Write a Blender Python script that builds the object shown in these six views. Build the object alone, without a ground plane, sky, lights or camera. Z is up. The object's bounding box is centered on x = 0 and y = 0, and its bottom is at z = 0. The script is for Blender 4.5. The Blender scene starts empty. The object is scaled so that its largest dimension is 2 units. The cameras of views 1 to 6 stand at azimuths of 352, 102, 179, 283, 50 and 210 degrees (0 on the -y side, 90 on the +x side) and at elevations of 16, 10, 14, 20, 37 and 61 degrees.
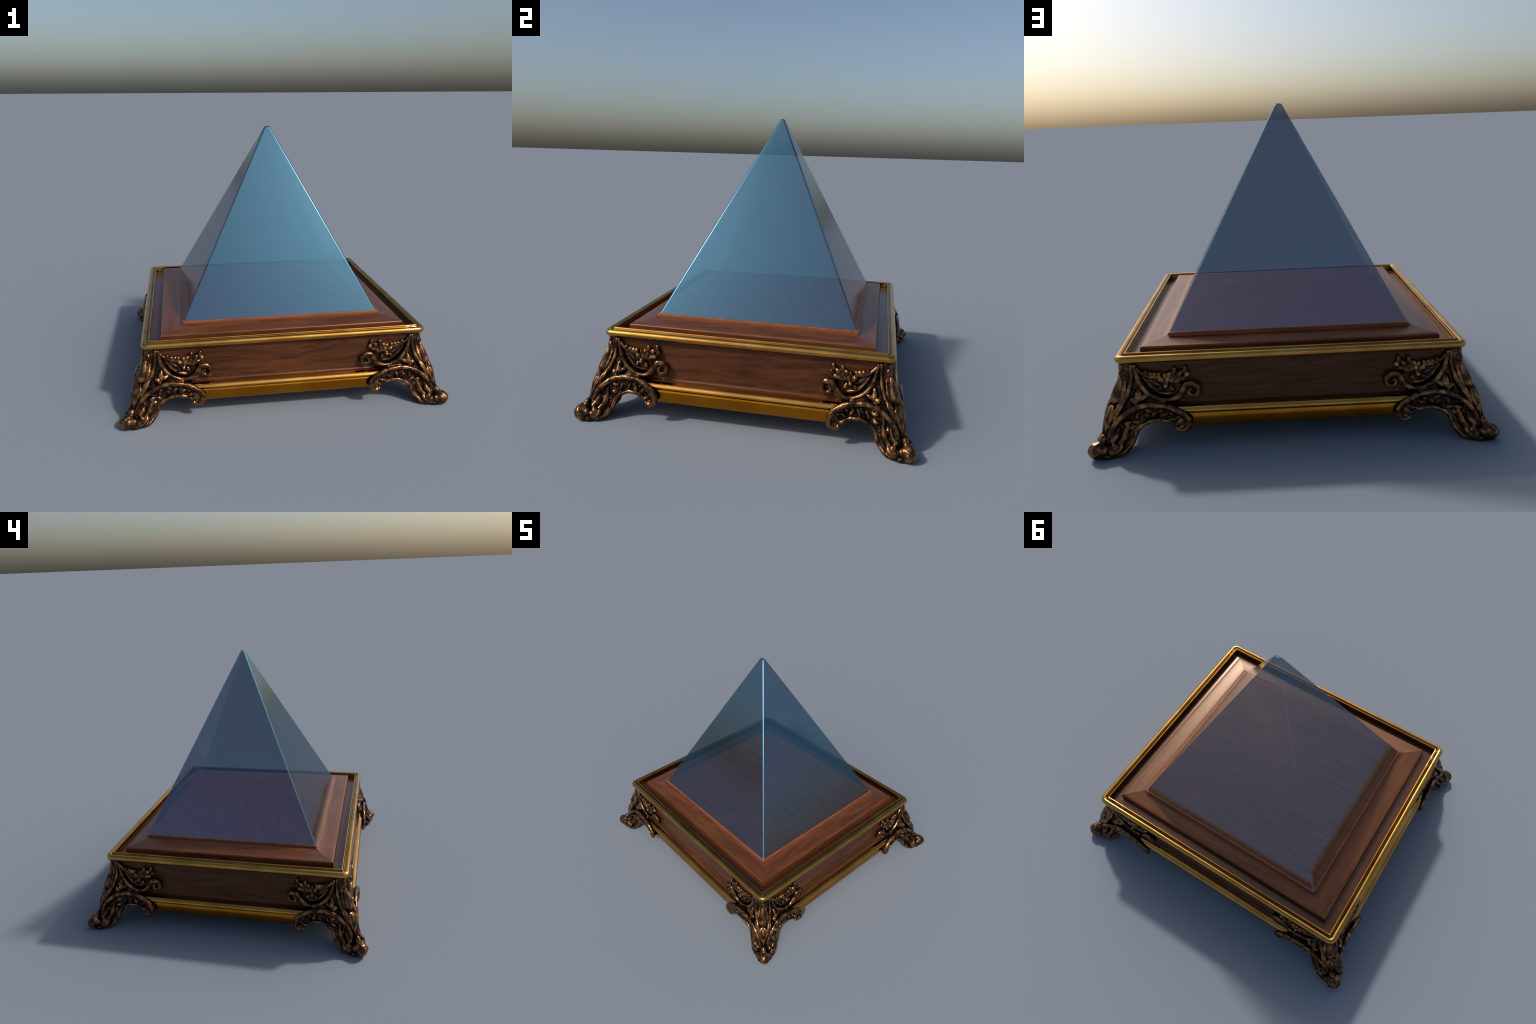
"""Blue glass pyramid on a carved wooden plinth with gilt mouldings and four
cast-bronze corner legs.

The plan is worked in a square space (half width a) and then squeezed in y by KY.
"""
import bpy, bmesh, math, random
from mathutils import Vector, Matrix, noise

KY = 0.897            # depth / width ratio of the whole stand
random.seed(7)

scene = bpy.context.scene
COL = scene.collection


# ------------------------------------------------------------------ helpers
def new_mat(name):
    m = bpy.data.materials.new(name)
    m.use_nodes = True
    nt = m.node_tree
    for n in list(nt.nodes):
        nt.nodes.remove(n)
    out = nt.nodes.new("ShaderNodeOutputMaterial")
    b = nt.nodes.new("ShaderNodeBsdfPrincipled")
    nt.links.new(b.outputs[0], out.inputs[0])
    return m, nt, b


def node(nt, kind, **kw):
    n = nt.nodes.new(kind)
    for k, v in kw.items():
        if k.startswith("i_"):
            key = k[2:]
            key = int(key) if key.isdigit() else key.replace("_", " ")
            n.inputs[key].default_value = v
        else:
            setattr(n, k, v)
    return n


def ramp(nt, stops):
    r = nt.nodes.new("ShaderNodeValToRGB")
    els = r.color_ramp.elements
    while len(els) < len(stops):
        els.new(0.5)
    for e, (p, c) in zip(els, stops):
        e.position = p
        e.color = (*c, 1) if len(c) == 3 else c
    return r


def mesh_object(name, verts, faces, mat, parent=None, rotz=0.0, smooth=None):
    """Mesh from world-space vertices; the local axes are turned by rotz."""
    me = bpy.data.meshes.new(name)
    R = Matrix.Rotation(-rotz, 3, 'Z')
    me.from_pydata([R @ Vector(v) for v in verts], [], faces)
    bm = bmesh.new()
    bm.from_mesh(me)
    bmesh.ops.recalc_face_normals(bm, faces=bm.faces)
    bm.to_mesh(me)
    bm.free()
    ob = bpy.data.objects.new(name, me)
    COL.objects.link(ob)
    ob.rotation_euler[2] = rotz
    if mat:
        me.materials.append(mat)
    if parent:
        ob.parent = parent
    if smooth is not None:
        me.shade_smooth()
        me.set_sharp_from_angle(angle=math.radians(smooth))
    return ob


def catmull(pts, n=8):
    """Smooth curve through control points (tuples of any length)."""
    P = [Vector(p) if len(p) <= 4 else p for p in pts]
    P = [P[0] * 2 - P[1]] + P + [P[-1] * 2 - P[-2]]
    out = []
    for i in range(1, len(P) - 2):
        p0, p1, p2, p3 = P[i - 1:i + 3]
        for k in range(n):
            t = k / n
            out.append(0.5 * ((2 * p1) + (p2 - p0) * t + (2 * p0 - 5 * p1 + 4 * p2 - p3) * t * t
                              + (3 * p1 - p0 - 3 * p2 + p3) * t ** 3))
    out.append(P[-2].copy())
    return out


def lerp_table(tab, x):
    if x <= tab[0][0]:
        return tab[0][1]
    for (x0, y0), (x1, y1) in zip(tab, tab[1:]):
        if x <= x1:
            return y0 + (y1 - y0) * (x - x0) / (x1 - x0)
    return tab[-1][1]


# ---------------------------------------------------------------- materials
def wood_material(name, dark, mid, light, fine, rough=0.3, spec=0.5, bump=0.05, coarse=1.0, warp_amt=0.10):
    m, nt, b = new_mat(name)
    L = nt.links.new
    tc = node(nt, "ShaderNodeTexCoord")
    oi = node(nt, "ShaderNodeObjectInfo")
    off = node(nt, "ShaderNodeVectorMath", operation='SCALE', i_0=(17.0, 9.0, 5.0))
    L(oi.outputs["Random"], off.inputs["Scale"])
    add = node(nt, "ShaderNodeVectorMath", operation='ADD')
    L(tc.outputs["Object"], add.inputs[0])
    L(off.outputs[0], add.inputs[1])
    # broad figure: long cloudy bands bent by a slow warp
    warp = node(nt, "ShaderNodeTexNoise", i_Scale=2.2, i_Detail=2.0)
    L(add.outputs[0], warp.inputs["Vector"])
    wv = node(nt, "ShaderNodeVectorMath", operation='MULTIPLY_ADD')
    L(warp.outputs["Color"], wv.inputs[0])
    wv.inputs[1].default_value = (0.0, warp_amt, warp_amt)
    L(add.outputs[0], wv.inputs[2])
    mp = node(nt, "ShaderNodeMapping")
    mp.inputs["Scale"].default_value = (2.2 * coarse, 26 * coarse, 26 * coarse)
    L(wv.outputs[0], mp.inputs[0])
    n1 = node(nt, "ShaderNodeTexNoise", i_Scale=1.0, i_Detail=4.0, i_Roughness=0.55)
    L(mp.outputs[0], n1.inputs["Vector"])
    mp2 = node(nt, "ShaderNodeMapping")
    mp2.inputs["Scale"].default_value = (5.0, fine, fine)
    L(wv.outputs[0], mp2.inputs[0])
    n2 = node(nt, "ShaderNodeTexNoise", i_Scale=1.0, i_Detail=3.0, i_Roughness=0.6)
    L(mp2.outputs[0], n2.inputs["Vector"])
    mix = node(nt, "ShaderNodeMath", operation='MULTIPLY_ADD', i_1=0.45)
    L(n2.outputs[0], mix.inputs[0])
    m2 = node(nt, "ShaderNodeMath", operation='MULTIPLY', i_1=0.6)
    L(n1.outputs[0], m2.inputs[0])
    L(m2.outputs[0], mix.inputs[2])
    cr = ramp(nt, [(0.36, dark), (0.50, mid), (0.68, light)])
    L(mix.outputs[0], cr.inputs[0])
    L(cr.outputs[0], b.inputs["Base Color"])
    b.inputs["Roughness"].default_value = rough
    b.inputs["Specular IOR Level"].default_value = spec
    b.inputs["Specular Tint"].default_value = (1.0, 0.70, 0.52, 1)
    bp = node(nt, "ShaderNodeBump", i_Strength=bump, i_Distance=0.004)
    L(n2.outputs[0], bp.inputs["Height"])
    L(bp.outputs[0], b.inputs["Normal"])
    return m


WOOD = wood_material("walnut_side", (0.024, 0.0075, 0.003), (0.058, 0.0185, 0.0065), (0.102, 0.035, 0.012), 95, rough=0.36, spec=0.42)
FRAME = wood_material("walnut_frame", (0.052, 0.0155, 0.005), (0.094, 0.029, 0.0095), (0.140, 0.047, 0.017), 120, rough=0.33, spec=0.65)
TRAY = wood_material("walnut_tray", (0.030, 0.0095, 0.004), (0.040, 0.0125, 0.005), (0.050, 0.016, 0.006), 60, rough=0.24, spec=0.7, bump=0.02)
FLOORW = wood_material("walnut_brushed", (0.135, 0.043, 0.019), (0.195, 0.062, 0.028), (0.265, 0.088, 0.042), 330, rough=0.46, spec=0.40,  # same wood as frame, base lightened and reddened for warm reflected sky
                       bump=0.06, coarse=1.5, warp_amt=0.012)


def gilt_material(name, col_a, col_b, rough):
    m, nt, b = new_mat(name)
    L = nt.links.new
    tc = node(nt, "ShaderNodeTexCoord")
    n = node(nt, "ShaderNodeTexNoise", i_Scale=6.0, i_Detail=3.0)
    L(tc.outputs["Object"], n.inputs["Vector"])
    cr = ramp(nt, [(0.35, col_a), (0.65, col_b)])
    L(n.outputs[0], cr.inputs[0])
    ao = node(nt, "ShaderNodeAmbientOcclusion", samples=8)  # paints crease shadow into the gilt colour, near black where occluded
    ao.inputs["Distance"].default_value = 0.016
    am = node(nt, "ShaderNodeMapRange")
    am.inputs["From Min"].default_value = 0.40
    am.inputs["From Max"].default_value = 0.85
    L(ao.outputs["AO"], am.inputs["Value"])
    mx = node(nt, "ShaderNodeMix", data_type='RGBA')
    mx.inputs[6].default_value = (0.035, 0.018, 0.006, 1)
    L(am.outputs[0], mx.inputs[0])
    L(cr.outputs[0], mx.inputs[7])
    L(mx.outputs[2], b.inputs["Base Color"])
    b.inputs["Metallic"].default_value = 1.0
    b.inputs["Roughness"].default_value = rough
    n3 = node(nt, "ShaderNodeTexNoise", i_Scale=9.0, i_Detail=2.0)
    L(tc.outputs["Object"], n3.inputs["Vector"])
    bp = node(nt, "ShaderNodeBump", i_Strength=0.14, i_Distance=0.01)
    L(n3.outputs[0], bp.inputs["Height"])
    L(bp.outputs[0], b.inputs["Normal"])
    return m


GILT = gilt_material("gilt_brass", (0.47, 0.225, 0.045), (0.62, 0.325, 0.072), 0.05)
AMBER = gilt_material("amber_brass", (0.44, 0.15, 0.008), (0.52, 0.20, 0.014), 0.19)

# bronze: occlusion shade baked dark into hollows, ridges painted bright like highlights
BRONZE, nt, b = new_mat("bronze_baked_occlusion")
L = nt.links.new
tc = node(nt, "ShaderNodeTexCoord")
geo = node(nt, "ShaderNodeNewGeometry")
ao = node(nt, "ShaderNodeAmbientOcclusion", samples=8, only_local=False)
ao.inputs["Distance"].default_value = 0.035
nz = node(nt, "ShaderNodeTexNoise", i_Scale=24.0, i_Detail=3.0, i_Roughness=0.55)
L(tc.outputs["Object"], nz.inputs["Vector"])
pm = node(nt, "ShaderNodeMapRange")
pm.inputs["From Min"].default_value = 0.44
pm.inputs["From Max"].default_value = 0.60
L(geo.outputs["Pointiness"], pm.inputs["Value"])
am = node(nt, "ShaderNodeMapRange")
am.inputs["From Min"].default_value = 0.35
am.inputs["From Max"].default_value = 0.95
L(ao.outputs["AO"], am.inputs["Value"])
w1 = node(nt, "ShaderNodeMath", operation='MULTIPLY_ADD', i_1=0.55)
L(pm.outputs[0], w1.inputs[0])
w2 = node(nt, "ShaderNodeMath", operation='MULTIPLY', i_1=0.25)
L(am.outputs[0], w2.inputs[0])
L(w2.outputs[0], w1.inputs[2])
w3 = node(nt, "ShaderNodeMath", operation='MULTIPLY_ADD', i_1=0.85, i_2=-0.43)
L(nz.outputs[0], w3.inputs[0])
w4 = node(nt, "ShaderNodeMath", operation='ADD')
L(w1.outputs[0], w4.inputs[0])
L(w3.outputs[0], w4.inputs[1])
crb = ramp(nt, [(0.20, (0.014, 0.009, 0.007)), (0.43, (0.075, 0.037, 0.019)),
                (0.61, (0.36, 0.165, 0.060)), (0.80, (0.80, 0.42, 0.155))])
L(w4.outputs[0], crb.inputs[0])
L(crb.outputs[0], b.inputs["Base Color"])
b.inputs["Metallic"].default_value = 0.9
b.inputs["Roughness"].default_value = 0.23
bpn = node(nt, "ShaderNodeBump", i_Strength=0.20, i_Distance=0.008)
L(nz.outputs[0], bpn.inputs["Height"])
L(bpn.outputs[0], b.inputs["Normal"])

# blue mirror-coated glass; the inner skin of the panes is nearly clear
GLASS, nt, b = new_mat("blue_mirror_glass")
b.inputs["Base Color"].default_value = (0.066, 0.205, 0.312, 1)
b.inputs["Metallic"].default_value = 1.0
b.inputs["Roughness"].default_value = 0.13
b.inputs["Alpha"].default_value = 0.60
ARRIS, nt, b = new_mat("blue_glass_arris")
b.inputs["Base Color"].default_value = (0.065, 0.19, 0.29, 1)
b.inputs["Metallic"].default_value = 1.0
b.inputs["Roughness"].default_value = 0.23
b.inputs["Alpha"].default_value = 0.60
CLEAR, nt, b = new_mat("clear_inner_skin")
b.inputs["Base Color"].default_value = (0.06, 0.30, 0.50, 1)
b.inputs["Roughness"].default_value = 0.2
b.inputs["Alpha"].default_value = 0.02


# --------------------------------------------------------------- the thing
root = bpy.data.objects.new("pyramid_display_stand", None)
COL.objects.link(root)
root["label"] = "blue glass pyramid on wooden plinth with ornate bronze legs"
root["category"] = "decorative pyramid"

SIDES = [(0, +1), (1, +1), (0, -1), (1, -1)]      # (axis of the outward normal, sign)


def side_point(axis, sign, a, t, z):
    """a outward, t along the side, both in square space."""
    return (sign * a, t * KY, z) if axis == 0 else (t, sign * a * KY, z)


def mitred_strip(name, profile, axis, sign, mat, parent, t_end=None, smooth=35, nseg=1, cap=False):
    """Straight moulding on one side: profile (a, z) swept along t."""
    verts, faces = [], []
    n = len(profile)
    for j in range(nseg + 1):
        f = -1 + 2 * j / nseg
        for a, z in profile:
            t = f * (a if t_end is None else t_end)
            verts.append(side_point(axis, sign, a, t, z))
    for j in range(nseg):
        for i in range(n - 1):
            faces.append((j * n + i, j * n + i + 1, (j + 1) * n + i + 1, (j + 1) * n + i))
        if cap:
            faces.append((j * n + n - 1, j * n, (j + 1) * n, (j + 1) * n + n - 1))
    if cap:
        faces.append(tuple(range(n)))
        faces.append(tuple(nseg * n + i for i in range(n)))
    rot = math.pi / 2 if axis == 0 else 0.0
    return mesh_object(name, verts, faces, mat, parent, rot, smooth)


def slab(name, a, z0, z1, mat, parent, bevel=0.0, corner=0.0, ky=KY, shift=(0, 0)):
    pts = []
    if corner > 0:
        for q in range(4):
            cx, cy = [(1, 1), (-1, 1), (-1, -1), (1, -1)][q]
            for k in range(7):
                th = math.pi / 2 * (q + k / 6)
                pts.append((cx * (a - corner) + corner * math.cos(th), cy * (a - corner) + corner * math.sin(th)))
    else:
        pts = [(a, a), (-a, a), (-a, -a), (a, -a)]
    n = len(pts)
    rings = [(0, z0), (0, z1 - bevel)]
    if bevel:
        rings += [(bevel * (1 - math.cos(th)), z1 - bevel + bevel * math.sin(th)) for th in
                  (math.pi / 8, math.pi / 4, 3 * math.pi / 8, math.pi / 2)]
    verts, faces = [], []
    for ins, z in rings:
        k = (a - ins) / a
        verts += [(x * k + shift[0], y * k * ky + shift[1], z) for x, y in pts]
    for r in range(len(rings) - 1):
        for i in range(n):
            j = (i + 1) % n
            faces.append((r * n + i, r * n + j, (r + 1) * n + j, (r + 1) * n + i))
    faces.append(tuple(range(n)))
    faces.append(tuple((len(rings) - 1) * n + i for i in range(n)))
    return mesh_object(name, verts, faces, mat, parent, 0, 30)


# ----- plinth box: tray floor with four flared side boards
plinth = slab("plinth", 0.822, 0.195, 0.444, TRAY, root)
side_profile = ([(0.815, 0.4398), (0.8320, 0.4398), (0.8322, 0.40), (0.8328, 0.34), (0.8336, 0.29)]
                + [(v[0], v[1]) for v in catmull([(0.8338, 0.240), (0.8348, 0.2335), (0.8380, 0.2275), (0.8445, 0.2230), (0.8545, 0.2212)], 4)]
                + [(0.8545, 0.210), (0.815, 0.205)])
for ax, sg in SIDES:
    mitred_strip("side_board", side_profile, ax, sg, WOOD, plinth)

# ----- raised panel: four mitred frame boards round a low plateau
panel = slab("raised_panel", 0.6205, 0.47, 0.5215, FLOORW, root, bevel=0.004, corner=0.012, ky=0.567 / 0.6205, shift=(0.003, 0.0095))
frame_profile = [(0.615, 0.470), (0.615, 0.5065)] + [(v[0], v[1]) for v in catmull(
    [(0.6265, 0.5065), (0.633, 0.5030), (0.650, 0.4985), (0.685, 0.4945), (0.715, 0.4915), (0.734, 0.4890),
     (0.7425, 0.4865), (0.7465, 0.4815), (0.7475, 0.475)], 4)] + [(0.7480, 0.4430)]
for ax, sg in SIDES:
    mitred_strip("frame_board", frame_profile, ax, sg, FRAME, panel)


# ----- gilt rim: a round bead with a thin inner lip, bent round rounded corners
def rim_loop(profile, r_outer, a_outer, name, mat, parent, nc=10):
    verts, faces = [], []
    rings = []
    for a, z in profile:
        r = max(r_outer - (a_outer - a), 0.0015)
        ring = []
        for q in range(4):
            cx, cy = [(1, 1), (-1, 1), (-1, -1), (1, -1)][q]
            for k in range(nc + 1):
                th = math.pi / 2 * (q + k / nc)
                ring.append((cx * (a - r) + r * math.cos(th), (cy * (a - r) + r * math.sin(th)) * KY, z))
        rings.append(ring)
    n = len(rings[0])
    for ring in rings:
        verts += ring
    for r in range(len(rings)):
        s = (r + 1) % len(rings)
        for i in range(n):
            j = (i + 1) % n
            faces.append((r * n + i, r * n + j, s * n + j, s * n + i))
    return mesh_object(name, verts, faces, mat, parent, 0, 60)


lip = [(0.8056, 0.4430)] + [(0.8106 + 0.0050 * math.cos(t), 0.4790 + 0.0050 * math.sin(t))
                            for t in (math.pi * (1.0 - k / 12) for k in range(13))] + [(0.8162, 0.4735), (0.8190, 0.4705)]
bead = [(0.8405 + 0.0195 * math.cos(t), 0.4600 + 0.0195 * math.sin(t))
        for t in (math.pi * (0.84 - 1.34 * k / 30) for k in range(31))] + [(0.826, 0.4403)]
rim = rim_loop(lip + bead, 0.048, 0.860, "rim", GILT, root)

# ----- gilt base moulding: an ovolo, with an amber band below it
cove = ([(0.800, 0.2206), (0.8530, 0.2206)]
        + [(v[0], v[1]) for v in catmull([(0.8560, 0.2203), (0.8680, 0.2190), (0.8790, 0.2155), (0.8880, 0.2090), (0.8930, 0.2010),
                                          (0.8930, 0.1945), (0.8890, 0.1900), (0.8820, 0.1880)], 6)]
        + [(0.876, 0.1874), (0.80, 0.1874)])
band = ([(0.81, 0.1868), (0.8660, 0.1868)]
        + [(v[0], v[1]) for v in catmull([(0.8700, 0.1860), (0.8760, 0.1822), (0.8800, 0.1750), (0.8820, 0.1640), (0.8818, 0.1480), (0.8790, 0.1310),
                                          (0.8735, 0.1160), (0.8660, 0.1080), (0.8580, 0.1050)], 5)] + [(0.81, 0.1050)])
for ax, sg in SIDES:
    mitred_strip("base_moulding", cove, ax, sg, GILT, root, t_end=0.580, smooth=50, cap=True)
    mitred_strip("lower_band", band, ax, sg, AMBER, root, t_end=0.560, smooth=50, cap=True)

# ----- glass pyramid: four leaning panes with rounded arrises and a blunt tip
BX, BY, Z0, Z1 = 0.612, 0.5585, 0.5222, 1.662
PX, PY, AX, AY = 0.003, 0.0095, -0.0005, 0.0140


def build_pyramid():
    bm = bmesh.new()
    tx, ty, zt = 0.017, 0.010, 1.6470
    base = [bm.verts.new((PX + sx * BX, PY + sy * BY, Z0)) for sx, sy in ((1, 1), (-1, 1), (-1, -1), (1, -1))]
    top = [bm.verts.new((AX + sx * tx, AY + sy * ty, zt)) for sx, sy in ((1, 1), (-1, 1), (-1, -1), (1, -1))]
    for i in range(4):
        bm.faces.new((base[i], base[(i + 1) % 4], top[(i + 1) % 4], top[i]))
    bm.faces.new(top)
    edges = [e for e in bm.edges if not (e.verts[0] in base and e.verts[1] in base)]
    res = bmesh.ops.bevel(bm, geom=edges, offset=0.0105, segments=4, profile=0.5, affect='EDGES', clamp_overlap=True)
    for f in res["faces"]:
        f.material_index = 1
    bmesh.ops.recalc_face_normals(bm, faces=bm.faces)
    me = bpy.data.meshes.new("glass_pyramid")
    bm.to_mesh(me)
    bm.free()
    me.materials.append(GLASS)
    me.materials.append(ARRIS)
    me.materials.append(CLEAR)
    me.materials.append(CLEAR)
    me.shade_smooth()
    me.set_sharp_from_angle(angle=math.radians(40))
    ob = bpy.data.objects.new("glass_pyramid", me)
    COL.objects.link(ob)
    ob.parent = root
    md = ob.modifiers.new("thickness", 'SOLIDIFY')
    md.thickness = 0.004
    md.offset = -1
    md.material_offset = 2
    md.material_offset_rim = 2
    wn = ob.modifiers.new("normals", 'WEIGHTED_NORMAL')
    wn.keep_sharp = True
    return ob


build_pyramid()


# ------------------------------------------------------------ cast-bronze leg
class Clay:
    """Collects overlapping closed solids, later fused into one skin."""

    def __init__(self):
        self.v, self.f = [], []

    def add(self, verts, faces):
        o = len(self.v)
        self.v += [tuple(x) for x in verts]
        self.f += [tuple(i + o for i in f) for f in faces]

    def loft(self, rings):
        n = len(rings[0])
        verts = [p for r in rings for p in r]
        faces = []
        for r in range(len(rings) - 1):
            for i in range(n):
                j = (i + 1) % n
                faces.append((r * n + i, r * n + j, (r + 1) * n + j, (r + 1) * n + i))
        faces.append(tuple(reversed(range(n))))
        faces.append(tuple((len(rings) - 1) * n + i for i in range(n)))
        self.add(verts, faces)

    def tube(self, ctrl, n=10, steps=6, squash=1.0):
        """ctrl: (x, y, z, radius)"""
        pts = catmull(ctrl, steps)
        rings = []
        up = Vector((1, 1, 0)).normalized()
        for i, p in enumerate(pts):
            a = pts[max(i - 1, 0)].xyz
            b = pts[min(i + 1, len(pts) - 1)].xyz
            t = (b - a).normalized()
            u = up - t * up.dot(t)
            if u.length < 1e-4:
                u = Vector((0, 0, 1))
            u.normalize()
            w = t.cross(u)
            r = max(p[3], 0.001)
            rings.append([p.xyz + u * (math.cos(k * 2 * math.pi / n) * r * squash)
                          + w * (math.sin(k * 2 * math.pi / n) * r) for k in range(n)])
        self.loft(rings)

    def blob(self, c, r, axis=None, n=10):
        """Ellipsoid; r scalar or (r_along_axis, r_across)."""
        if not isinstance(r, tuple):
            r = (r, r)
        t = Vector(axis or (0, 0, 1)).normalized()
        u = t.orthogonal().normalized()
        w = t.cross(u)
        c = Vector(c)
        rings = []
        for i in range(1, n):
            th = math.pi * i / n
            rings.append([c + t * (-math.cos(th) * r[0]) + (u * math.cos(k * 2 * math.pi / n) + w * math.sin(k * 2 * math.pi / n))
                          * (math.sin(th) * r[1]) for k in range(n)])
        self.loft(rings)

    def mesh(self, name, voxel, smooth_iter, rough_amp=0.0, seed=0):
        me = bpy.data.meshes.new(name + "_clay")
        me.from_pydata(self.v, [], self.f)
        bm = bmesh.new()
        bm.from_mesh(me)
        bmesh.ops.recalc_face_normals(bm, faces=bm.faces)
        bm.to_mesh(me)
        bm.free()
        ob = bpy.data.objects.new(name + "_clay", me)
        COL.objects.link(ob)
        rm = ob.modifiers.new("fuse", 'REMESH')
        rm.mode = 'VOXEL'
        rm.voxel_size = voxel
        sm = ob.modifiers.new("soften", 'SMOOTH')
        sm.factor = 0.5
        sm.iterations = smooth_iter
        dg = bpy.context.evaluated_depsgraph_get()
        res = bpy.data.meshes.new_from_object(ob.evaluated_get(dg))
        res.name = name
        bpy.data.objects.remove(ob)
        bpy.data.meshes.remove(me)
        if rough_amp:
            off = Vector((seed * 3.7, seed * 1.3, 0))
            nrm = [v.normal.copy() for v in res.vertices]
            for v, nv in zip(res.vertices, nrm):
                d = noise.noise(v.co * 30 + off) + 0.35 * noise.noise(v.co * 70 + off)
                v.co += nv * (d * rough_amp)
        for v in res.vertices:
            v.co.z = max(v.co.z, 0.0)
        res.materials.clear()
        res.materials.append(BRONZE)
        res.shade_smooth()
        return res


def wing(which):
    """Map (s along the face, a outward, z) to square-space xyz."""
    return (lambda s, a, z: Vector((a, s, z))) if which == 0 else (lambda s, a, z: Vector((s, a, z)))


def swap(m):
    """Mirror a leg part across the diagonal."""
    me = m.copy()
    for v in me.vertices:
        v.co.x, v.co.y = v.co.y, v.co.x
    me.flip_normals()
    me.name = m.name
    return me


def W4(f, pts):
    return [(*f(s, a, z), r) for s, a, z, r in pts]


def leg_body():
    c = Clay()
    # trunk and bracket plate, z slices: z, outer diagonal, face plane, inner edge, inner diagonal
    table = [(0.000, 0.955, 0.940, 0.865, 0.892), (0.018, 0.968, 0.946, 0.838, 0.872), (0.045, 0.958, 0.930, 0.808, 0.838),
             (0.075, 0.936, 0.912, 0.788, 0.810), (0.110, 0.918, 0.900, 0.770, 0.795), (0.150, 0.907, 0.894, 0.745, 0.790),
             (0.190, 0.896, 0.890, 0.690, 0.80), (0.225, 0.884, 0.882, 0.612, 0.80), (0.245, 0.876, 0.874, 0.622, 0.80),
             (0.262, 0.869, 0.868, 0.657, 0.80), (0.285, 0.860, 0.861, 0.692, 0.80), (0.330, 0.847, 0.851, 0.731, 0.80),
             (0.380, 0.838, 0.845, 0.752, 0.80), (0.420, 0.833, 0.843, 0.760, 0.80), (0.4398, 0.832, 0.842, 0.764, 0.80)]
    rings = []
    for z, d1, a, s, di in table:
        half = [(d1 - 0.004, d1 - 0.004), (d1 + 0.002, d1 - 0.022), ((d1 + a) / 2, (d1 + s) / 2 + 0.01), (a, s)]
        inner = [(a - 0.05, s + 0.012)] if z > 0.16 else [(a - 0.035, s + 0.004)]
        half += inner
        ring = [Vector((x, y, z)) for x, y in half] + [Vector((di, di, z))] + [Vector((y, x, z)) for x, y in reversed(half[1:])]
        rings.append(ring)
    c.loft(rings)
    for which in (0, 1):
        f = wing(which)
        rnd = random.Random(11 + which)
        # arch band between its upper and lower lines
        U = [(0.512, 0.140), (0.522, 0.178), (0.560, 0.212), (0.610, 0.234), (0.665, 0.243), (0.730, 0.240), (0.795, 0.218), (0.850, 0.175), (0.872, 0.130), (0.885, 0.085)]
        Lo = [(0.548, 0.104), (0.570, 0.120), (0.592, 0.138), (0.628, 0.154), (0.662, 0.160), (0.700, 0.153), (0.740, 0.133), (0.767, 0.105), (0.783, 0.066), (0.800, 0.040)]
        Uc, Lc = catmull([Vector(u) for u in U], 4), catmull([Vector(u) for u in Lo], 4)
        c.loft([[f(u[0], 0.80, u[1]), f(u[0], 0.893, u[1]), f(l[0], 0.890, l[1]), f(l[0], 0.80, l[1])] for u, l in zip(Uc, Lc)])
        # raised borders of the arch, curling into a small scroll
        c.tube(W4(f, [(0.570, 0.898, 0.116, .009), (0.557, 0.900, 0.103, .012), (0.533, 0.902, 0.104, .016), (0.515, 0.904, 0.122, .017), (0.512, 0.906, 0.150, .017),
                      (0.528, 0.907, 0.181, .017), (0.563, 0.905, 0.210, .0165), (0.610, 0.901, 0.230, .0155), (0.665, 0.899, 0.240, .015),
                      (0.730, 0.900, 0.239, .015), (0.793, 0.906, 0.217, .016), (0.846, 0.913, 0.180, .016), (0.875, 0.921, 0.140, .015), (0.892, 0.930, 0.098, .013)]))
        c.tube(W4(f, [(0.562, 0.893, 0.146, .009), (0.576, 0.895, 0.130, .011), (0.602, 0.896, 0.146, .011), (0.632, 0.896, 0.157, .011), (0.665, 0.896, 0.161, .011), (0.700, 0.896, 0.155, .011),
                      (0.738, 0.896, 0.136, .011), (0.766, 0.898, 0.108, .012), (0.784, 0.907, 0.066, .0135), (0.806, 0.922, 0.036, .014), (0.836, 0.942, 0.017, .014), (0.874, 0.956, 0.013, .013), (0.915, 0.965, 0.014, .013), (0.952, 0.962, 0.020, .012)]))
        c.blob(f(0.540, 0.872, 0.142), (0.030, 0.040), f(0, 1, 0))
        c.tube(W4(f, [(0.556, 0.898, 0.120, .007), (0.540, 0.899, 0.124, .007), (0.533, 0.900, 0.142, .007), (0.542, 0.900, 0.158, .007), (0.556, 0.898, 0.160, .006)]))
        c.blob(f(0.549, 0.894, 0.140), 0.011)
        # leafy lumps in the channel of the arch
        mid = [(u + l) / 2 for u, l in zip(Uc, Lc)]
        for k in range(14):
            t = 4.5 + k * 2.1 + rnd.uniform(-.5, .5)
            m = mid[min(int(t), len(mid) - 1)]
            side = 0.013 * (1 if k % 2 else -1) + rnd.uniform(-.005, .005)
            nxt = mid[min(int(t) + 1, len(mid) - 1)]
            d = (nxt - m).normalized() if (nxt - m).length > 1e-6 else Vector((1, 0))
            p = m + Vector((-d[1], d[0])) * side
            ang = math.atan2(d[1], d[0]) + rnd.choice((-1, 1)) * rnd.uniform(.5, 1.3)
            c.blob(f(p[0], 0.893 + max(0, (p[0] - .76) * .16), p[1]), (rnd.uniform(.019, .027), rnd.uniform(.0115, .015)), f(math.cos(ang), 0.15, math.sin(ang)))
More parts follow.
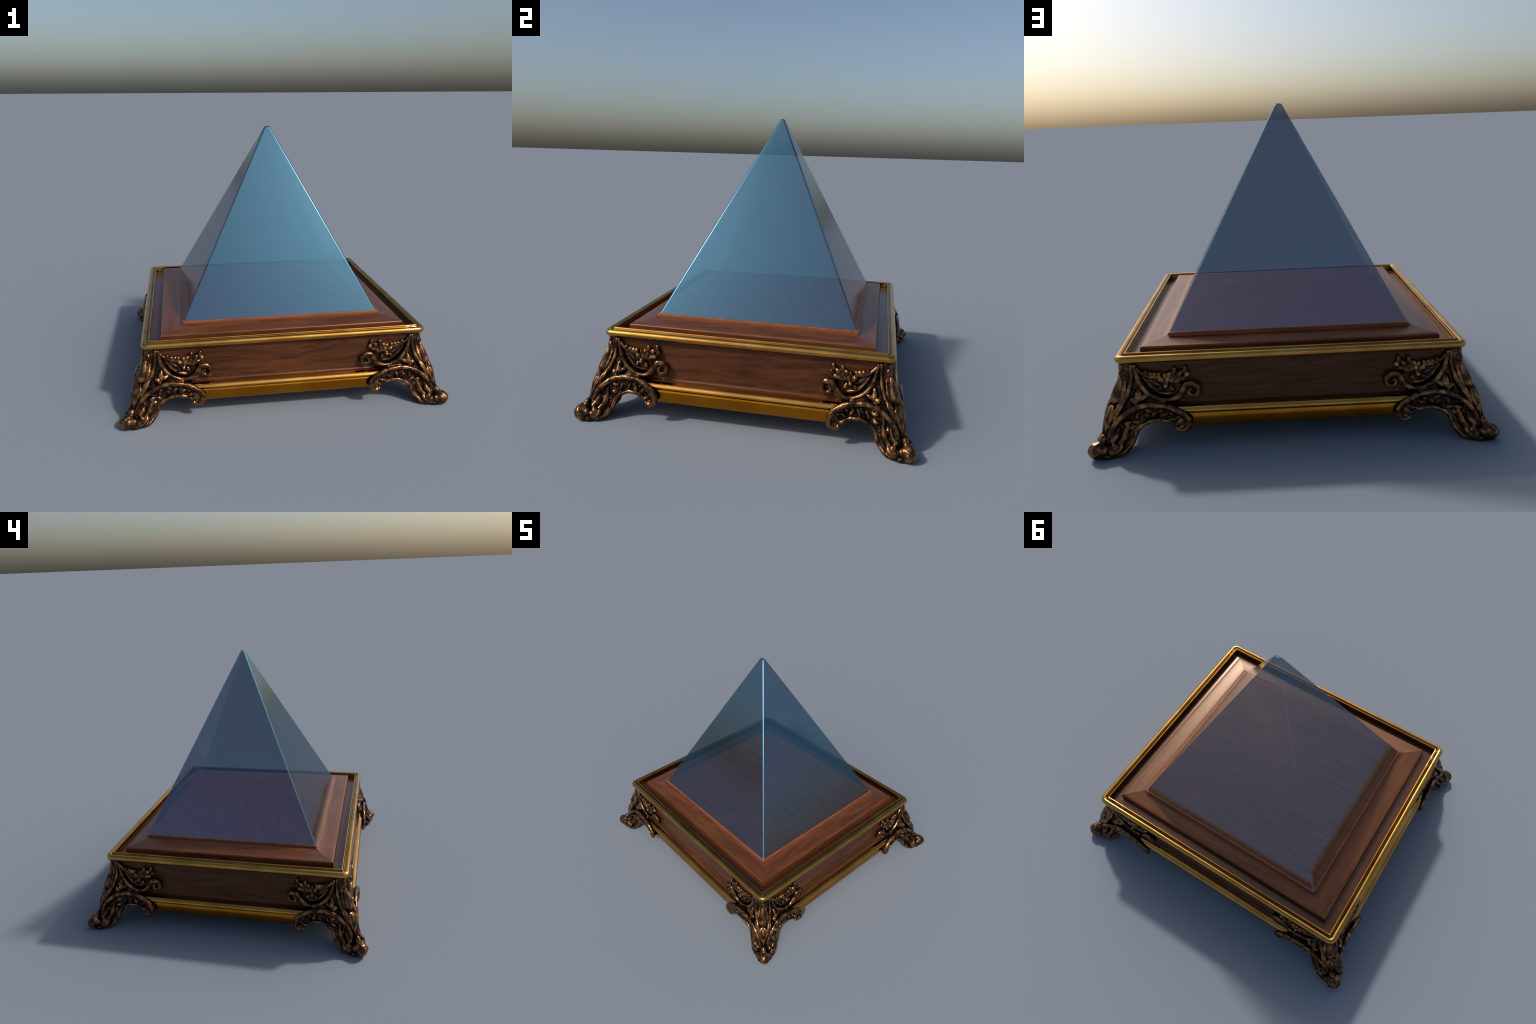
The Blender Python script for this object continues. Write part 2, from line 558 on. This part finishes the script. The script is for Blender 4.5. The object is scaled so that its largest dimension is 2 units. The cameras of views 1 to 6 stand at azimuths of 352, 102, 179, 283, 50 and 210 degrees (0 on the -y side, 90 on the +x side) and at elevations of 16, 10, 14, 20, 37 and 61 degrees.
        # bud where the arch meets the bracket, and flutes running up to the corner
        c.blob(f(0.752, 0.866, 0.282), (0.044, 0.019), f(-0.05, -0.45, 1))
        c.blob(f(0.730, 0.868, 0.266), (0.030, 0.016), f(-0.9, -0.25, 0.6))
        c.blob(f(0.768, 0.880, 0.255), (0.026, 0.018), f(0.6, 0, 0.5))
        c.tube(W4(f, [(0.778, 0.842, 0.436, .009), (0.780, 0.847, 0.375, .011), (0.792, 0.859, 0.320, .0125), (0.814, 0.876, 0.272, .0145), (0.840, 0.893, 0.236, .0165), (0.872, 0.911, 0.190, .015)]))
        # side toes: a curled knob and folds running up the shin
        c.blob(f(0.870, 0.936, 0.038), (0.048, 0.034), f(0.6, 1, -0.1))
        c.blob(f(0.868, 0.954, 0.056), 0.021)
        c.tube(W4(f, [(0.884, 0.956, 0.044, .008), (0.866, 0.964, 0.034, .010), (0.846, 0.956, 0.042, .011), (0.839, 0.942, 0.062, .011), (0.846, 0.932, 0.080, .009)]))
        c.blob(f(0.914, 0.962, 0.048), 0.022)
        c.blob(f(0.936, 0.966, 0.064), 0.015)
        c.tube(W4(f, [(0.806, 0.904, 0.150, .009), (0.815, 0.911, 0.115, .017), (0.827, 0.922, 0.082, .019), (0.848, 0.938, 0.062, .016)]))
        c.tube(W4(f, [(0.850, 0.911, 0.138, .009), (0.862, 0.924, 0.102, .017), (0.886, 0.944, 0.074, .016)]))
    # sole and central toe
    c.blob((0.912, 0.912, 0.012), (0.030, 0.068), (0, 0, 1), n=14)
    c.blob((0.948, 0.948, 0.042), (0.052, 0.047), (1, 1, -0.1))
    c.blob((0.966, 0.966, 0.050), (0.020, 0.024), (1, 1, 0))
    c.blob((0.940, 0.974, 0.046), (0.028, 0.018), (0.5, 1, -0.2))
    c.blob((0.974, 0.940, 0.046), (0.028, 0.018), (1, 0.5, -0.2))
    c.blob((0.930, 0.930, 0.082), (0.034, 0.022), (0.5, 0.5, -1))
    return c.mesh("leg", 0.0030, 6, 0.0027, 1)


def acanthus_leaf():
    c = Clay()
    D = lambda d, p, z, r: (d + p, d - p, z, r)
    c.tube([D(.834, 0, .370, .010), D(.843, 0, .335, .020), D(.854, 0, .292, .027), D(.862, 0, .264, .028), D(.862, 0, .240, .014)])
    for s in (-1, 1):
        c.tube([D(.820, s * .010, .372, .006), D(.832, s * .018, .330, .010), D(.848, s * .023, .290, .012), D(.858, s * .018, .258, .011), D(.860, s * .006, .244, .008)])
        c.tube([D(.876, s * .006, .236, .007), D(.888, s * .016, .212, .011), D(.900, s * .012, .172, .010), D(.908, s * .004, .130, .006)])
        c.tube([D(.850, s * .034, .268, .005), D(.866, s * .036, .240, .009), D(.882, s * .028, .205, .009), D(.895, s * .022, .165, .005)])
    c.tube([D(.864, 0, .238, .008), D(.886, 0, .215, .016), D(.899, 0, .180, .015), D(.908, 0, .140, .010), D(.914, 0, .105, .006)])
    return c.mesh("acanthus_leaf", 0.0028, 5, 0.0018, 2)


def corner_bead():
    c = Clay()
    c.blob((0.822, 0.822, 0.386), (0.028, 0.0245), (0, 0, 1), n=16)
    c.blob((0.826, 0.826, 0.420), (0.018, 0.013), (0, 0, 1), n=12)
    return c.mesh("corner_bead", 0.0026, 2)


def scroll():
    f = wing(0)
    c = Clay()
    # S-curve from the corner to the volute, then coiling inward
    path = [(0.764, 0.846, 0.434, .007), (0.757, 0.849, 0.392, .009), (0.737, 0.853, 0.326, .011), (0.692, 0.857, 0.273, .012),
            (0.640, 0.858, 0.246, .012), (0.598, 0.857, 0.243, .013), (0.566, 0.856, 0.256, .0145), (0.541, 0.856, 0.284, .0145)]
    cs, cz = 0.492, 0.288
    turns = 1.15
    for k in range(17):
        u = k / 16
        th = math.radians(42) + u * turns * 2 * math.pi
        r = 0.041 * (1 - u) + 0.010 * u
        path.append((cs + r * math.cos(th), 0.856 - 0.003 * u, cz + r * math.sin(th), 0.0135 * (1 - u) + 0.008 * u))
    c.tube(W4(f, [(p[0], p[1], p[2], p[3] * 1.32) for p in path]), steps=4)
    # backing disc of the volute and a second thin ridge inside the S
    c.blob(f(cs, 0.836, cz), (0.016, 0.038), f(0, 1, 0))
    return c.mesh("scroll", 0.0028, 4, 0.0014, 3)


def shell():
    """Dished shell between the S-curve and a scalloped upper edge."""
    f = wing(0)
    c = Clay()
    low = [(0.53, 0.290), (0.566, 0.262), (0.60, 0.250), (0.64, 0.251), (0.692, 0.278), (0.737, 0.332), (0.757, 0.400)]
    high = [(0.53, 0.345), (0.60, 0.372), (0.625, 0.368), (0.655, 0.368), (0.684, 0.370), (0.72, 0.390), (0.757, 0.425)]
    rings = []
    for k in range(25):
        s = 0.53 + (0.757 - 0.53) * k / 24
        z0, z1 = lerp_table(low, s), lerp_table(high, s)
        rings.append([f(s, .815, z0), f(s, .845, z0), f(s, .839, (z0 + z1) / 2), f(s, .844, z1), f(s, .815, z1)])
    c.loft(rings)
    # scalloped edge
    c.tube(W4(f, [(0.762, 0.843, 0.430, .005), (0.748, 0.847, 0.408, .009), (0.722, 0.850, 0.386, .011), (0.697, 0.850, 0.374, .011), (0.672, 0.850, 0.368, .010), (0.648, 0.850, 0.365, .009), (0.625, 0.849, 0.350, .008)]))
    for s, z in ((0.712, .392), (0.690, .381), (0.668, .378), (0.648, .377)):
        c.blob(f(s, .848, z), (.016, .0125), f(-.4, 0, 1))
    # two broad soft folds in the dish
    c.tube(W4(f, [(0.600, .838, 0.272, .010), (0.640, .840, 0.280, .013), (0.680, .840, 0.305, .012), (0.712, .840, 0.345, .009), (0.735, .840, 0.385, .006)]))
    c.tube(W4(f, [(0.640, .838, 0.318, .009), (0.668, .838, 0.330, .011), (0.700, .838, 0.355, .008)]))
    return c.mesh("shell", 0.0028, 6, 0.0008, 4)


def rosette():
    f = wing(0)
    c = Clay()
    c.blob(f(0.618, .846, .320), (.018, .019), f(0, 1, 0))
    c.blob(f(0.618, .860, .319), .012)
    rnd = random.Random(5)
    # petals fan up and toward the middle of the side
    fan = [(0.606, .348, 100, .024, .013), (0.582, .350, 120, .028, .014), (0.560, .345, 145, .024, .013), (0.638, .346, 55, .020, .012),
           (0.572, .388, 92, .028, .0115), (0.548, .376, 115, .022, .012), (0.524, .394, 104, .026, .012), (0.512, .372, 130, .016, .0115),
           (0.594, .374, 80, .018, .0115), (0.618, .370, 75, .016, .011), (0.540, .350, 160, .020, .012), (0.592, .302, 235, .022, .012), (0.644, .304, 310, .018, .010)]
    for s, z, deg, la, lb in fan:
        th = math.radians(deg)
        c.blob(f(s, .842 + rnd.uniform(-.002, .006), z), (la * 1.08, lb * 1.35), f(math.cos(th), 0.25, math.sin(th)), n=8)
    return c.mesh("rosette", 0.0028, 7, 0.0014, 6)


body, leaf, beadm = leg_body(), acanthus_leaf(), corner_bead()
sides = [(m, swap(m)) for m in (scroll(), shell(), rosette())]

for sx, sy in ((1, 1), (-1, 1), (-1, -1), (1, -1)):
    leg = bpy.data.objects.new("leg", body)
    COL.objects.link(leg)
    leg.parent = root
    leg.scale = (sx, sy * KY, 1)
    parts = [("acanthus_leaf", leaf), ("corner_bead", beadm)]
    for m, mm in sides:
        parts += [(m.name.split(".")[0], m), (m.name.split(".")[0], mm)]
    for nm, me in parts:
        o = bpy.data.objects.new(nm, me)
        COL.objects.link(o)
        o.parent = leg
